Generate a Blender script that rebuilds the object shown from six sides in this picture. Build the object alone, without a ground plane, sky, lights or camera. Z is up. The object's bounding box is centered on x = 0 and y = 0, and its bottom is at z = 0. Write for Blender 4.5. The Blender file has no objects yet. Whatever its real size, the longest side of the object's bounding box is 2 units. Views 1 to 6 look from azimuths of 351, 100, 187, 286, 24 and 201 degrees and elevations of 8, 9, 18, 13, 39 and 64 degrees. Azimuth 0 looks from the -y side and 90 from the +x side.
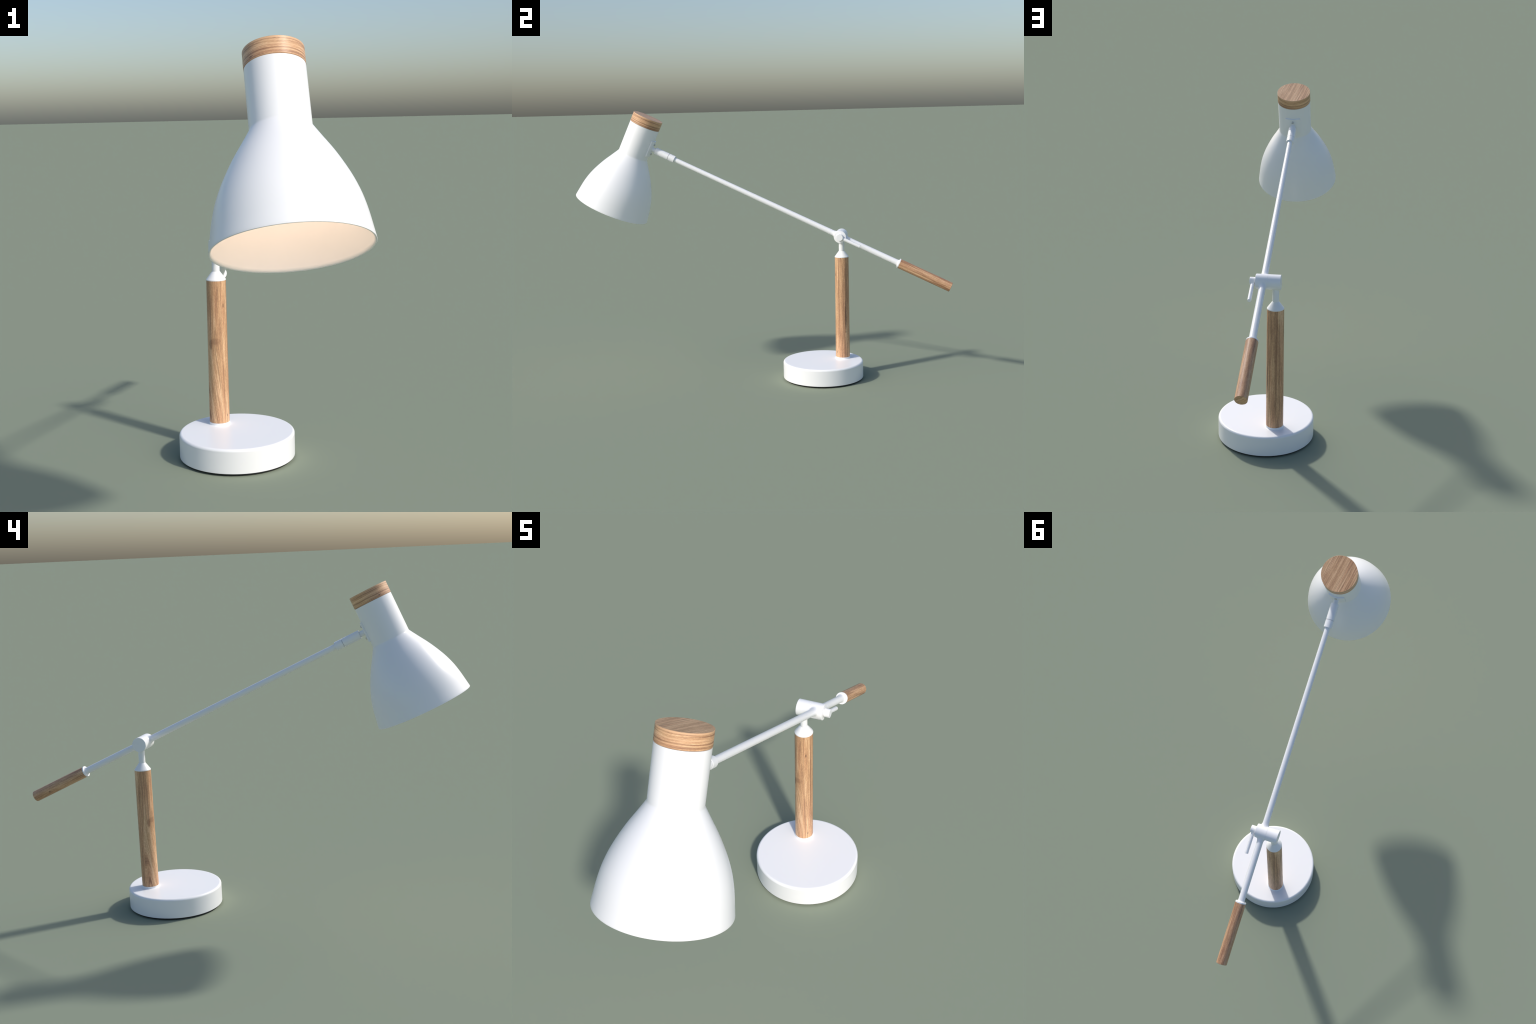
"""Adjustable desk lamp: round white foot, wooden column, tilted balance arm with a
wooden grip, bell-shaped white shade with a wooden cap and a lit bulb inside."""
import bpy, bmesh, math
from math import sin, cos, pi, sqrt, radians
from mathutils import Vector, Matrix

# ------------------------------------------------------------------ dimensions
TILT = radians(25.0)                    # slope of the balance arm
PIVOT = Vector((0.0, 0.4222, 0.7592))   # arm axis meets the pivot barrel axis
COLUMN_X, COLUMN_Y = -0.0518, 0.4220
BASE_Y, BASE_R, BASE_H = 0.3212, 0.2120, 0.0945
SHADE_TOP = Vector((0.0, -0.5911, 1.3990))
X = Vector((1, 0, 0))
ARM_TILT = TILT + radians(0.15)
TO_LAMP = Vector((0, -cos(ARM_TILT), sin(ARM_TILT)))     # along the arm, towards the shade
SHADE_UP = Vector((0, sin(TILT), cos(TILT)))     # along the shade axis

scene = bpy.context.scene


# ------------------------------------------------------------------ node helpers
class Nodes:
    def __init__(self, name):
        self.mat = bpy.data.materials.new(name)
        self.mat.use_nodes = True
        self.t = self.mat.node_tree
        self.t.nodes.clear()
        self.out = self.t.nodes.new('ShaderNodeOutputMaterial')

    def n(self, kind, **kw):
        nd = self.t.nodes.new(kind)
        for k, v in kw.items():
            setattr(nd, k, v)
        return nd

    def link(self, a, b):
        self.t.links.new(a, b)

    def put(self, sock, v):
        if isinstance(v, bpy.types.NodeSocket):
            self.link(v, sock)
        else:
            sock.default_value = v

    def math(self, op, a, b=0.0, c=0.0, clamp=False):
        nd = self.n('ShaderNodeMath', operation=op, use_clamp=clamp)
        for i, v in enumerate((a, b, c)):
            self.put(nd.inputs[i], v)
        return nd.outputs[0]

    def mapping(self, vec, scale=(1, 1, 1), loc=(0, 0, 0), rot=(0, 0, 0)):
        nd = self.n('ShaderNodeMapping')
        self.link(vec, nd.inputs['Vector'])
        nd.inputs['Scale'].default_value = scale
        nd.inputs['Location'].default_value = loc
        nd.inputs['Rotation'].default_value = rot
        return nd.outputs[0]

    def noise(self, vec, scale=1.0, detail=2.0, rough=0.5, distortion=0.0, colour=False):
        nd = self.n('ShaderNodeTexNoise')
        self.link(vec, nd.inputs['Vector'])
        nd.inputs['Scale'].default_value = scale
        nd.inputs['Detail'].default_value = detail
        nd.inputs['Roughness'].default_value = rough
        nd.inputs['Distortion'].default_value = distortion
        return nd.outputs['Color' if colour else 'Fac']

    def rng(self, v, a, b, c=0.0, d=1.0):
        nd = self.n('ShaderNodeMapRange', interpolation_type='SMOOTHSTEP')
        self.put(nd.inputs[0], v)
        for i, x in enumerate((a, b, c, d)):
            nd.inputs[i + 1].default_value = x
        return nd.outputs[0]

    def ramp(self, fac, stops):
        nd = self.n('ShaderNodeValToRGB')
        self.link(fac, nd.inputs[0])
        e = nd.color_ramp.elements
        while len(e) < len(stops):
            e.new(0.5)
        for el, (p, c) in zip(e, stops):
            el.position = p
            el.color = (*c, 1)
        return nd.outputs[0]

    def mix(self, fac, a, b, kind='MIX'):
        nd = self.n('ShaderNodeMix', data_type='RGBA', blend_type=kind)
        self.put(nd.inputs[0], fac)
        for s, v in ((nd.inputs[6], a), (nd.inputs[7], b)):
            self.put(s, v if isinstance(v, bpy.types.NodeSocket) else (*v, 1))
        return nd.outputs[2]

    def finish(self, colour, rough=0.5, metallic=0.0, spec=0.5, bump=None, bump_d=0.0003):
        p = self.n('ShaderNodeBsdfPrincipled')
        self.put(p.inputs['Base Color'],
                 colour if isinstance(colour, bpy.types.NodeSocket) else (*colour, 1))
        self.put(p.inputs['Roughness'], rough)
        p.inputs['Metallic'].default_value = metallic
        p.inputs['Specular IOR Level'].default_value = spec
        if bump is not None:
            b = self.n('ShaderNodeBump')
            b.inputs['Strength'].default_value = 0.25
            b.inputs['Distance'].default_value = bump_d
            self.link(bump, b.inputs['Height'])
            self.link(b.outputs[0], p.inputs['Normal'])
        self.link(p.outputs[0], self.out.inputs[0])
        return self.mat


# ------------------------------------------------------------------ materials
def white_paint(name, colour=(0.90, 0.90, 0.905)):
    m = Nodes(name)
    tc = m.n('ShaderNodeTexCoord').outputs['Object']
    smudge = m.noise(tc, 22, 4, 0.6, 0.6)           # faint handling marks in the gloss only
    return m.finish(colour, rough=m.rng(smudge, 0.35, 0.70, 0.30, 0.318), spec=0.5)


def plain(name, colour, rough=0.5, metallic=0.0):
    m = Nodes(name)
    tc = m.n('ShaderNodeTexCoord').outputs['Object']
    f = m.noise(tc, 300, 2)
    c = m.mix(m.rng(f, 0.3, 0.7), [x * 0.92 for x in colour], [min(1, x * 1.08) for x in colour])
    return m.finish(c, rough=rough, metallic=metallic)


WOOD_DARK = (0.275, 0.135, 0.070)
WOOD_MID = (0.605, 0.352, 0.188)
WOOD_LIGHT = (0.880, 0.600, 0.362)


def wood(name, across, along, axis='z', seed=0.0, knots=(), wave=0.010, fan=None, turn_by=0.0, tone=(1, 1, 1)):
    """Straight-grained wood. `axis` is the local grain direction: 'z' (turned parts),
    'ring' (grain runs round the part, layers stack along z) or 'x' (flat end face).
    across / along: grain frequency per metre across and along the fibres.
    fan = (azimuth, top, rate): below height `top` the fibres lean sideways round that azimuth."""
    m = Nodes(name)
    tc = m.n('ShaderNodeTexCoord').outputs['Object']
    here = tc
    if turn_by:
        tc = m.mapping(tc, rot=(0, 0, -turn_by))

    def stretched(k_across, k_along, off=0.0):
        if axis == 'z':
            s = (k_across, k_across, k_along)
        elif axis == 'ring':
            s = (k_along, k_along, k_across)
        else:
            s = (k_along, k_across, k_across)
        return s, (seed + off, seed * 1.7 + off, seed * 0.6 - off)

    # slow sideways wandering of the fibres
    s, l = stretched(9, along * 0.9, 3.1)
    w = m.noise(m.mapping(tc, s, l), 1.0, 1.5, colour=True)
    wv = m.n('ShaderNodeVectorMath', operation='MULTIPLY_ADD')
    m.link(w, wv.inputs[0])
    amp = {'z': (wave, wave, 0), 'ring': (0, 0, wave), 'x': (0, wave, 0)}[axis]
    wv.inputs[1].default_value = amp
    wv.inputs[2].default_value = tuple(-0.5 * a for a in amp)
    add = m.n('ShaderNodeVectorMath', operation='ADD')
    m.link(tc, add.inputs[0])
    m.link(wv.outputs[0], add.inputs[1])
    p = add.outputs[0]
    if fan:
        az, top, rate = fan
        d = m.n('ShaderNodeVectorMath', operation='DOT_PRODUCT')
        m.link(tc, d.inputs[0])
        d.inputs[1].default_value = (sin(radians(az)) / 0.037, -cos(radians(az)) / 0.037, 0)
        sz = m.n('ShaderNodeSeparateXYZ')
        m.link(tc, sz.inputs[0])
        drop = m.math('MAXIMUM', m.math('SUBTRACT', top, sz.outputs[2]), 0.0)
        ang = m.math('MULTIPLY', m.math('MULTIPLY', drop, -rate), m.rng(d.outputs['Value'], 0.35, 0.95))
        rot = m.n('ShaderNodeVectorRotate', rotation_type='Z_AXIS')
        m.link(p, rot.inputs['Vector'])
        m.link(ang, rot.inputs['Angle'])
        p = rot.outputs[0]

    def grain(ka, kl, off, detail=2.0, rough=0.5):
        s, l = stretched(ka, kl, off)
        return m.noise(m.mapping(p, s, l), 1.0, detail, rough)

    broad = grain(across * 0.30, along * 1.2, 0.0, 2)
    rings = grain(across * 1.1, along * 2.0, 11.0, 3, 0.6)
    fibre = grain(across * 3.2, along * 8.0, 23.0, 3, 0.65)
    fleck = grain(across * 5.5, along * 55.0, 37.0, 2, 0.6)
    v = m.math('MULTIPLY_ADD', m.rng(broad, 0.30, 0.70), 0.20,
               m.math('MULTIPLY', m.rng(rings, 0.28, 0.72), 0.36))
    v = m.math('MULTIPLY_ADD', m.rng(fibre, 0.25, 0.75), 0.29, v)
    v = m.math('MULTIPLY_ADD', m.rng(fleck, 0.25, 0.75), 0.23, v)
    col = m.ramp(v, [(0.10, WOOD_DARK), (0.32, (0.430, 0.240, 0.135)),
                     (0.54, WOOD_MID), (0.90, WOOD_LIGHT)])
    # hue drifts between honey and a pinkish brown
    tint = grain(across * 0.45, along * 1.5, 71.0, 2)
    col = m.mix(m.math('MULTIPLY', m.rng(tint, 0.45, 0.65), 0.35), col,
                m.mix(1.0, col, (1.0, 0.86, 0.88), 'MULTIPLY'))
    if tone != (1, 1, 1):
        col = m.mix(1.0, col, tone, 'MULTIPLY')
    # thin dark growth lines
    line = grain(across * 2.2, along * 1.1, 51.0, 2, 0.5)
    col = m.mix(m.math('MULTIPLY', m.rng(line, 0.42, 0.31), 0.62), col, (0.250, 0.120, 0.068))

    sep = m.n('ShaderNodeSeparateXYZ')
    m.link(here, sep.inputs[0])
    for centre, size, strength, c in knots:
        tot = None
        for i in range(3):
            d = m.math('DIVIDE', m.math('SUBTRACT', sep.outputs[i], centre[i]), size[i])
            d = m.math('MULTIPLY', d, d)
            tot = d if tot is None else m.math('ADD', tot, d)
        tot = m.math('ADD', tot, m.math('MULTIPLY', m.math('SUBTRACT', fibre, 0.5), 1.1))
        tot = m.math('ADD', tot, m.math('MULTIPLY', m.math('SUBTRACT', fleck, 0.5), 0.7))
        col = m.mix(m.math('MULTIPLY', m.rng(tot, 1.3, 0.1), strength), col, c)
    return m.finish(col, rough=0.42, spec=0.45, bump=fibre)


def glow(name, colour, strength):
    m = Nodes(name)
    e = m.n('ShaderNodeEmission')
    e.inputs[0].default_value = (*colour, 1)
    e.inputs[1].default_value = strength
    m.link(e.outputs[0], m.out.inputs[0])
    return m.mat


PAINT = white_paint('white_paint')
INNER = white_paint('inner_white_paint', (0.93, 0.93, 0.93))
MATTE_BLACK = plain('matte_black', (0.012, 0.012, 0.012), 0.7)
STEEL = plain('screw_steel', (0.60, 0.60, 0.58), 0.30, 0.9)
BRASS = plain('socket_metal', (0.55, 0.55, 0.55), 0.35, 0.9)
BULB = glow('lit_bulb', (1.0, 0.700, 0.520), 9.2)


def on_column(azimuth, z, r=0.0367):
    """local point on the column surface; azimuth 0 faces -y, 90 faces +x"""
    a = radians(azimuth)
    return (r * sin(a), -r * cos(a), z)


KNOT = (0.11, 0.052, 0.036)
STAIN = (0.26, 0.125, 0.072)
PALE = (0.82, 0.54, 0.32)
COLUMN_WOOD = wood('column_wood', 95, 2.2, 'z', 4.0, wave=0.012, fan=(-32, 0.30, 3.4), knots=(
    (on_column(33, 0.446), (0.0030, 0.0030, 0.0085), 0.80, KNOT),
    (on_column(46, 0.028), (0.0025, 0.0025, 0.0060), 0.7, KNOT),
    (on_column(-22, 0.312), (0.024, 0.024, 0.013), 0.42, STAIN),
    (on_column(-50, 0.300), (0.009, 0.009, 0.022), 0.60, STAIN),
    (on_column(-48, 0.400), (0.0040, 0.0040, 0.120), 0.55, STAIN),
    (on_column(124, 0.225), (0.0060, 0.0060, 0.090), 0.88, KNOT),
    (on_column(124, 0.140), (0.0028, 0.0028, 0.0070), 0.85, KNOT),
    (on_column(126, 0.34), (0.0065, 0.0065, 0.19), 0.50, STAIN),
    (on_column(26, 0.19), (0.0024, 0.0024, 0.048), 0.75, STAIN),
    (on_column(66, 0.30), (0.0040, 0.0040, 0.26), 0.45, STAIN),
    (on_column(196, 0.30), (0.0050, 0.0050, 0.25), 0.55, STAIN),
    (on_column(214, 0.40), (0.0040, 0.0040, 0.12), 0.55, STAIN),
))
HANDLE_WOOD = wood('handle_wood', 110, 3.6, 'z', 9.0, wave=0.008, tone=(0.86, 0.83, 0.84), knots=(
    ((-0.0235, 0.009, 0.20), (0.004, 0.004, 0.007), 0.7, KNOT),
    ((0.0230, 0.0090, 0.12), (0.0030, 0.0030, 0.10), 0.7, PALE)))
HANDLE_END = wood('handle_end_wood', 140, 8.0, 'x', 2.0, wave=0.002, turn_by=radians(40))
CAP_SIDE = wood('cap_side_wood', 170, 2.8, 'ring', 6.0, wave=0.003, knots=(
    ((0, 0, -0.0025), (0.2, 0.2, 0.0040), 0.55, PALE),
    ((0.060, 0.010, -0.0110), (0.075, 0.090, 0.0032), 0.75, STAIN),
    ((-0.060, 0.000, -0.0120), (0.050, 0.070, 0.0030), 0.55, STAIN),
    ((0, 0, -0.0215), (0.2, 0.2, 0.0016), 0.50, PALE),
    ((0, 0, -0.0325), (0.2, 0.2, 0.0022), 0.38, STAIN),
    ((0, 0, -0.0370), (0.2, 0.2, 0.0012), 0.55, PALE),
    ((-0.067, -0.045, -0.0400), (0.0080, 0.0080, 0.0022), 0.75, KNOT)))
CAP_TOP = wood('cap_top_wood', 150, 2.4, 'x', 1.0, wave=0.002, turn_by=radians(78.5))


# ------------------------------------------------------------------ mesh helpers
def rounded(points, steps=5):
    """Polyline of (r, z[, fillet radius]) -> polyline with circular-ish corners."""
    out = []
    n = len(points)
    for i, p in enumerate(points):
        q = Vector(p[:2])
        f = p[2] if len(p) > 2 else 0.0
        if f <= 0 or i in (0, n - 1):
            out.append(q)
            continue
        a, b = Vector(points[i - 1][:2]) - q, Vector(points[i + 1][:2]) - q
        half = a.angle(b) / 2
        d = min(f / math.tan(half), 0.49 * a.length, 0.49 * b.length)
        p0, p1 = q + a.normalized() * d, q + b.normalized() * d
        rad = d * math.tan(half)
        c = q + (a.normalized() + b.normalized()).normalized() * (rad / sin(half))
        v0, v1 = p0 - c, p1 - c
        ang = v0.angle_signed(v1)
        for k in range(steps + 1):
            t = -ang * k / steps
            out.append(c + Vector((v0.x * cos(t) - v0.y * sin(t), v0.x * sin(t) + v0.y * cos(t))))
    return out


def spline(points, steps=6):
    """Catmull-Rom through (r, z) control points."""
    P = [Vector(p) for p in points]
    P = [2 * P[0] - P[1]] + P + [2 * P[-1] - P[-2]]
    out = []
    for i in range(1, len(P) - 2):
        for k in range(steps):
            t = k / steps
            a, b, c, d = P[i - 1:i + 3]
            out.append(0.5 * (2 * b + (c - a) * t + (2 * a - 5 * b + 4 * c - d) * t * t
                              + (3 * b - a - 3 * c + d) * t ** 3))
    out.append(P[-2])
    return out


def turn(profile, segments=96):
    """Lathe a profile round local z; r = 0 ends are closed to a point."""
    bm = bmesh.new()
    rings = []
    for r, z in profile:
        if r < 1e-6:
            rings.append([bm.verts.new((0, 0, z))])
        else:
            rings.append([bm.verts.new((r * cos(2 * pi * i / segments), r * sin(2 * pi * i / segments), z))
                          for i in range(segments)])
    for a, b in zip(rings, rings[1:]):
        for i in range(segments):
            j = (i + 1) % segments
            if len(a) == 1 and len(b) == 1:
                continue
            if len(a) == 1:
                bm.faces.new((a[0], b[j], b[i]))
            elif len(b) == 1:
                bm.faces.new((a[i], a[j], b[0]))
            else:
                bm.faces.new((a[i], a[j], b[j], b[i]))
    bmesh.ops.recalc_face_normals(bm, faces=bm.faces)
    return bm


def frame(origin, z_axis, x_axis=X):
    z = z_axis.normalized()
    y = z.cross(x_axis).normalized()
    x = y.cross(z)
    return Matrix.Translation(origin) @ Matrix((x, y, z)).transposed().to_4x4()


def make(name, bm, materials, parent, matrix=Matrix(), angle=35, pick=None, weighted=True):
    me = bpy.data.meshes.new(name)
    if pick:
        for f in bm.faces:
            f.material_index = pick(f)
    for f in bm.faces:
        f.smooth = True
    bm.to_mesh(me)
    bm.free()
    me.set_sharp_from_angle(angle=radians(angle))
    for m in (materials if isinstance(materials, (list, tuple)) else [materials]):
        me.materials.append(m)
    ob = bpy.data.objects.new(name, me)
    scene.collection.objects.link(ob)
    if weighted:                      # keeps flat faces flat next to their rounded edges
        wn = ob.modifiers.new('weighted_normals', 'WEIGHTED_NORMAL')
        wn.keep_sharp = True
    ob.parent = parent
    ob.matrix_parent_inverse = Matrix()
    inv = WORLD[parent].inverted()
    ob.matrix_local = inv @ matrix
    WORLD[ob] = matrix.copy()
    return ob


def solid(*pts, segments=96, steps=5):
    return turn(rounded(pts, steps), segments)


# ------------------------------------------------------------------ the lamp
WORLD = {}
lamp = bpy.data.objects.new('desk_lamp', None)
scene.collection.objects.link(lamp)
lamp.location = (0, BASE_Y, 0)
lamp['label'] = 'white desk lamp with wooden column, tilted arm and bell shade'
lamp['category'] = 'desk lamp'
WORLD[lamp] = Matrix.Translation((0, BASE_Y, 0))

# --- foot
B = Matrix.Translation((0, BASE_Y, 0))
base = make('base', solid((0, 0.0060), (BASE_R, 0.0060, 0.0012), (BASE_R, BASE_H, 0.010), (0, BASE_H),
                          segments=160, steps=8), PAINT, lamp, B)
make('dark_base_band', solid((0, 0), (BASE_R - 0.0055, 0), (BASE_R - 0.0055, 0.0059), (0, 0.0059), segments=128),
     MATTE_BLACK, base, B)

# --- column
WOOD_Z0, WOOD_Z1 = 0.1040, 0.6420
C = Matrix.Translation((COLUMN_X, COLUMN_Y, WOOD_Z0))
L = WOOD_Z1 - WOOD_Z0
column = make('column', solid((0, 0), (0.0376, 0, 0.0006), (0.0363, L, 0.0006), (0, L)), COLUMN_WOOD, lamp, C)
make('column_collar', solid((0, BASE_H - WOOD_Z0 - 0.003), (0.0425, BASE_H - WOOD_Z0 - 0.0005),
                            (0.0382, BASE_H - WOOD_Z0 + 0.0012, 0.004), (0.0382, -0.0002, 0.0008), (0, -0.0002)),
     PAINT, column, C)
ferrule = make('column_ferrule', solid((0, L + 0.0002), (0.0365, L + 0.0002, 0.0005), (0.0365, L + 0.0035, 0.0015),
                                       (0.0150, L + 0.0325), (0.0144, L + 0.0327),
                                       (0.0144, L + 0.1050), (0, L + 0.1050)), PAINT, column, C, angle=24)

# --- pivot: two half barrels on one horizontal axis
BARREL_R, BARREL_A, BARREL_SPLIT, BARREL_B = 0.0320, 0.0312, -0.0207, -0.0740
PX = frame(PIVOT, X, Vector((0, 1, 0)))           # local z = world x
hub = make('pivot_hub', solid((0, BARREL_B), (BARREL_R, BARREL_B, 0.0012), (BARREL_R, BARREL_SPLIT - 0.0001, 0.0002),
                              (0, BARREL_SPLIT - 0.0001)), PAINT, lamp, PX)
barrel = make('pivot_barrel', solid((0, BARREL_SPLIT + 0.0001), (BARREL_R, BARREL_SPLIT + 0.0001, 0.0002),
                                    (BARREL_R, BARREL_A, 0.0016), (0, BARREL_A)), PAINT, lamp, PX)
knob = make('clamp_knob', solid((0, BARREL_A - 0.002), (0.0140, BARREL_A - 0.002), (0.0140, BARREL_A + 0.0025),
                                (0.0172, BARREL_A + 0.0028, 0.0008),
                                (0.0172, 0.0566, 0.0010), (0, 0.0566), segments=64), PAINT, barrel, PX)
make('clamp_lever', solid((0, 0), (0.0084, 0), (0.0084, 0.1150, 0.0016), (0, 0.1150), segments=40),
     PAINT, knob, frame(PIVOT + X * 0.0434, -TO_LAMP))

# --- arm, thinner towards the shade, flowing into the barrel with fillets
ARM_BACK, ARM_FRONT = -0.3310, 0.9900
R_BACK, R_FRONT = 0.0152, 0.0122
A = frame(PIVOT, TO_LAMP)


def arm_r(s):
    return R_BACK + (R_FRONT - R_BACK) * (s - ARM_BACK) / (ARM_FRONT - ARM_BACK)


arm_bm = turn(rounded([(0, ARM_BACK), (arm_r(ARM_BACK) + 0.0045, ARM_BACK),
                       (arm_r(ARM_BACK + 0.006), ARM_BACK + 0.006, 0.006), (arm_r(-0.1), -0.1),
                       (arm_r(0.0), 0.0), (arm_r(0.5), 0.5), (R_FRONT, ARM_FRONT), (0, ARM_FRONT)]), 72)


def saddle(bm, side, f=0.0070, g=0.016, nt=72, nw=8):
    """Fillet skin between the rod (along local z) and the barrel (along local x)."""
    ra = arm_r(side * 0.045) * 0.998

    def h(rho, th):
        return sqrt(BARREL_R ** 2 - (rho * sin(th)) ** 2)
    grid = []
    for i in range(nt):
        th = 2 * pi * i / nt
        p0 = Vector((ra, h(ra, th) + g))
        p1 = Vector((ra + 0.0006, h(ra, th) + 0.001))
        p2 = Vector((ra + f, h(ra + f, th) - 0.0001))
        row = []
        for k in range(nw + 1):
            t = k / nw
            q = p0 * (1 - t) ** 2 + p1 * 2 * t * (1 - t) + p2 * t * t
            row.append(bm.verts.new((q.x * cos(th), q.x * sin(th), side * q.y)))
        grid.append(row)
    fs = []
    for i in range(nt):
        a, b = grid[i], grid[(i + 1) % nt]
        for k in range(nw):
            fs.append(bm.faces.new((a[k], b[k], b[k + 1], a[k + 1])))
    bmesh.ops.recalc_face_normals(bm, faces=fs)
    probe = fs[nw // 2]
    c = probe.calc_center_median()
    if probe.normal.dot(Vector((c.x, c.y, 0))) < 0:
        bmesh.ops.reverse_faces(bm, faces=fs)


saddle(arm_bm, 1)
saddle(arm_bm, -1)
arm = make('arm', arm_bm, PAINT, lamp, A, angle=40, weighted=False)

# --- wooden grip at the rear end
GRIP0, GRIP1 = -0.3372, -0.6266
GL = GRIP0 - GRIP1
grip = make('handle', solid((0, 0), (0.0250, 0, 0.0006), (0.0252, GL, 0.0014), (0, GL), segments=72),
            [HANDLE_WOOD, HANDLE_END], lamp, frame(PIVOT + TO_LAMP * GRIP0, -TO_LAMP),
            pick=lambda f: 1 if f.normal.z > 0.9 else 0)
make('handle_flange', solid((0, ARM_BACK + 0.0004), (0.0252, ARM_BACK + 0.0004, 0.0012), (0.0252, GRIP0 + 0.0002, 0.0004),
                            (0, GRIP0 + 0.0002), segments=72), PAINT, grip, A)

# --- swivel between arm and shade
SLEEVE_R = 0.0190
make('arm_collar', solid((0, 0.9700), (SLEEVE_R, 0.9700, 0.0008), (SLEEVE_R, 1.0040, 0.0006), (0.0152, 1.0040),
                         (0.0152, 1.0052), (0, 1.0052), segments=64), PAINT, arm, A)
sleeve = make('swivel_sleeve', solid((0, 1.0053), (0.0152, 1.0053), (0.0152, 1.0066), (SLEEVE_R, 1.0066, 0.0006),
                                     (SLEEVE_R, 1.0826, 0.0010), (0.0140, 1.0826), (0.0135, 1.0800), (0, 1.0800),
                                     segments=64), PAINT, arm, A)

# --- shade (local z = shade axis upwards, origin at the top of the wooden cap)
S = frame(SHADE_TOP, SHADE_UP)
NECK_R = 0.0802
bell = spline([(NECK_R, -0.2199), (0.1046, -0.26), (0.1292, -0.30), (0.1504, -0.34), (0.1686, -0.38),
               (0.1826, -0.42), (0.1921, -0.46), (0.1988, -0.50), (0.2038, -0.5322)], 5)
outer = rounded([(NECK_R, -0.0500), (NECK_R, -0.2195, 0.014)] + [tuple(q) for q in bell[2:4]], 8)[:-1] \
    + bell[3:]
T = 0.0055


def offset_inward(poly, d):
    out = []
    for i, p in enumerate(poly):
        a, b = poly[max(i - 1, 0)], poly[min(i + 1, len(poly) - 1)]
        t = (b - a).normalized()
        out.append(p + Vector((t.y, -t.x)) * d)
    return out


inner = offset_inward(outer, T)
# rolled lip: tight round outside, broad round inside
tip = outer[-1] + Vector((-0.0018, -0.0016))
lip = [tip + Vector((0.0018 * cos(a), 0.0016 - 0.0016 * sin(a))) for a in (pi / 8, pi / 4, 3 * pi / 8, pi / 2)]
LIP_IN, LIP_UP = 0.0056, 0.0125
lip += [tip + Vector((-LIP_IN * sin(a), LIP_UP - LIP_UP * cos(a))) for a in [pi / 2 * k / 10 for k in range(1, 11)]]
top_of_lip = lip[-1]
inner = [q for q in inner if q.y > top_of_lip.y + 0.030]
shade_profile = [Vector((0, -0.0500))] + outer + lip + inner[::-1] + [Vector((0, -0.0560))]
n_outer = len(outer) + 4
shade_bm = turn(shade_profile, 128)
shade = make('shade', shade_bm, [PAINT, INNER], lamp, S, angle=50, weighted=False)
# inside faces: everything whose profile index lies past the lip
for i, poly in enumerate(shade.data.polygons):
    if i // 128 >= n_outer:
        poly.material_index = 1

cap = make('cap', solid((0, -0.0492), (0.0790, -0.0492, 0.0006), (0.0808, -0.0480, 0.0004), (0.0808, 0, 0.0007), (0, 0), segments=128),
           [CAP_SIDE, CAP_TOP], shade, S, pick=lambda f: 1 if f.normal.z > 0.9 else 0)

# --- curved mounting plate on the back of the neck, with its pin and two screws
PLATE_Z = (PIVOT + TO_LAMP * 1.10 - SHADE_TOP).dot(SHADE_UP)
BACK = Vector((0, cos(TILT), -sin(TILT)))                                    # points from the neck to the pivot
P = frame(SHADE_TOP + SHADE_UP * PLATE_Z, BACK, X)  # local z outwards, x = world x, y = shade axis


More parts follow.
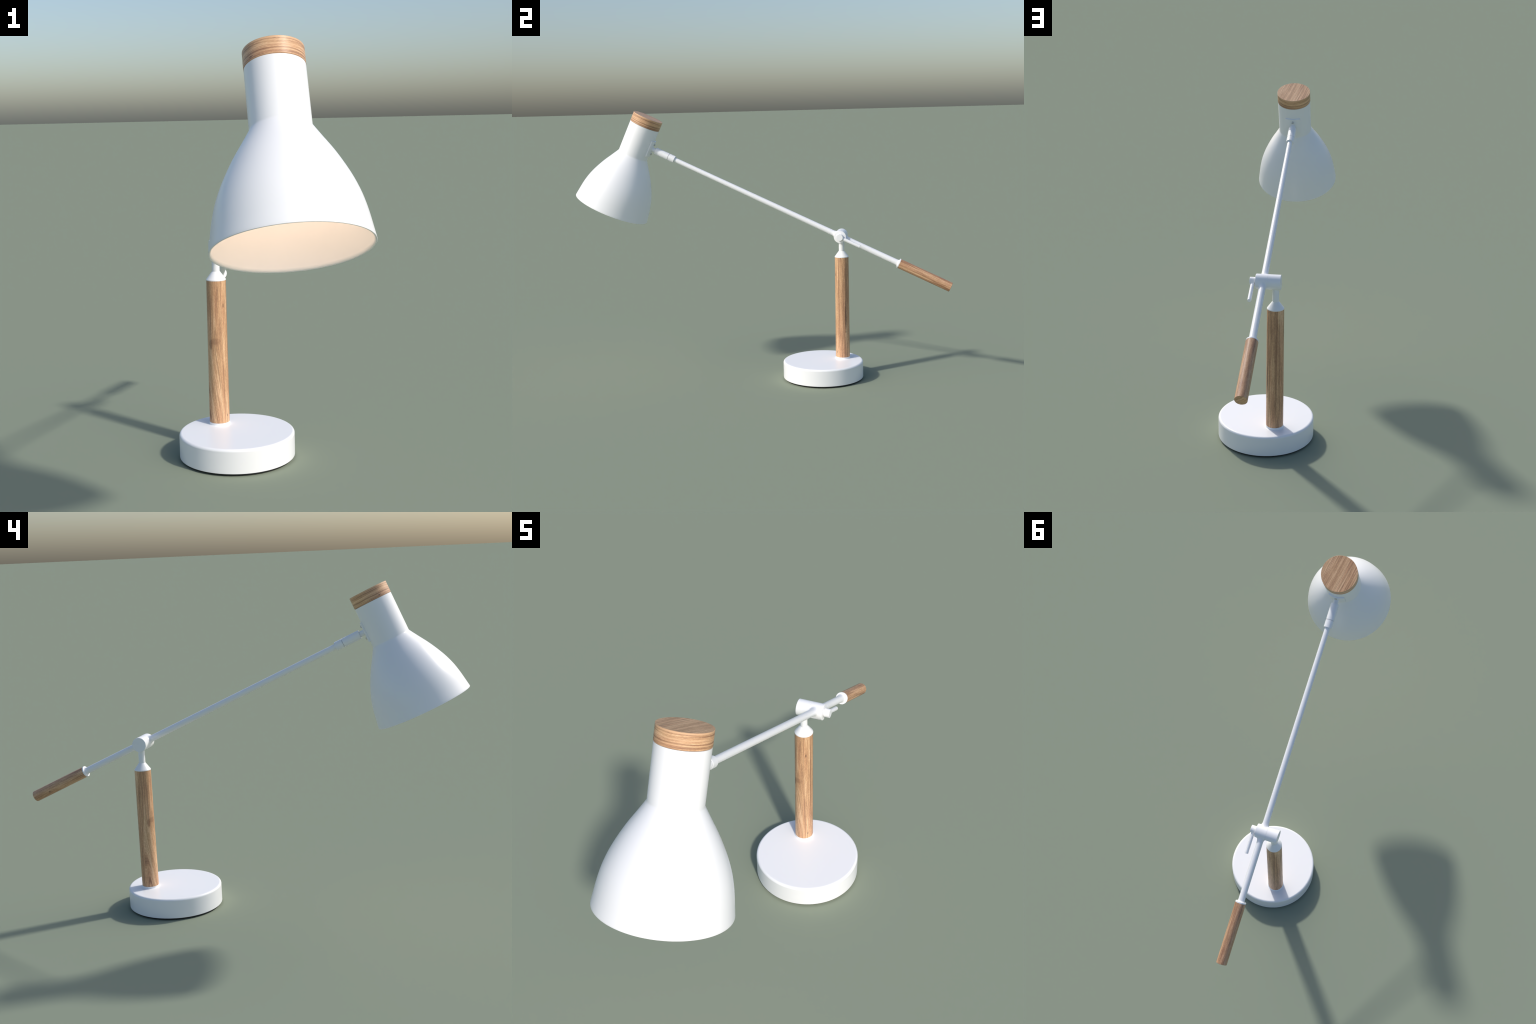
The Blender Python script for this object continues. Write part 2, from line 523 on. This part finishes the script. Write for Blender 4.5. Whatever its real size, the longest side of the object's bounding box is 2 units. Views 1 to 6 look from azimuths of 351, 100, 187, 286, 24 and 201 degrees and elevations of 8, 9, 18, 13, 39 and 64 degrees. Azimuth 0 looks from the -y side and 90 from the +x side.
def curved_plate(half_w, half_h, r0, r1, bevel=0.0012, n=24):
    bm = bmesh.new()
    a0 = math.asin(half_w / r1)
    rows = []
    for i in range(n + 1):
        a = -a0 + 2 * a0 * i / n
        ring = []
        sec = rounded([(r0, 0), (r0, -half_h), (r1, -half_h, bevel), (r1, half_h, bevel), (r0, half_h), (r0, 0)], 3)[:-1]
        for r, y in sec:
            ring.append(bm.verts.new((r * sin(a), y, r * cos(a))))
        rows.append(ring)
    m = len(rows[0])
    for a, b in zip(rows, rows[1:]):
        for k in range(m):
            bm.faces.new((a[k], a[(k + 1) % m], b[(k + 1) % m], b[k]))
    bm.faces.new(rows[0])
    bm.faces.new(rows[-1][::-1])
    bmesh.ops.recalc_face_normals(bm, faces=bm.faces)
    return bm


PLATE_R = NECK_R + 0.0068
plate = make('mounting_plate', curved_plate(0.0375, 0.0430, NECK_R - 0.0015, PLATE_R), PAINT, shade, P)
make('swivel_pin', solid((0, PLATE_R - 0.004), (0.0130, PLATE_R - 0.001), (0.0116, PLATE_R + 0.0008, 0.001),
                         (0.0118, 0.1090), (0, 0.1090), segments=48), PAINT, plate, P)
screw_bm = solid((0, PLATE_R - 0.002), (0.0062, PLATE_R - 0.002), (0.0062, PLATE_R + 0.0020, 0.0012),
                 (0.0040, PLATE_R + 0.0050, 0.002), (0.0020, PLATE_R + 0.0052), (0.0018, PLATE_R + 0.0036),
                 (0, PLATE_R + 0.0036), segments=32)
screw = make('screw', screw_bm, STEEL, plate, P @ Matrix.Translation((0, 0.0268, 0)))
twin = screw.copy()
scene.collection.objects.link(twin)
twin.parent = plate
twin.matrix_local = WORLD[plate].inverted() @ (P @ Matrix.Translation((0, -0.0268, 0)))
twin.name = 'screw.001'

# --- lamp holder and lit bulb, deep inside the shade
holder = make('lamp_holder', solid((0, -0.0565), (0.0300, -0.0565), (0.0300, -0.2350, 0.004), (0.0220, -0.2450), (0, -0.2450),
                                   segments=48), BRASS, shade, S)
bulb = [Vector((0.0, -0.2440)), Vector((0.0160, -0.2445))] + \
    spline([(0.0170, -0.2500), (0.0230, -0.2750), (0.0400, -0.3080), (0.0450, -0.3350), (0.0370, -0.3620),
            (0.0180, -0.3770)], 5) + [Vector((0, -0.3800))]
make('bulb', turn(bulb, 48), BULB, holder, S)
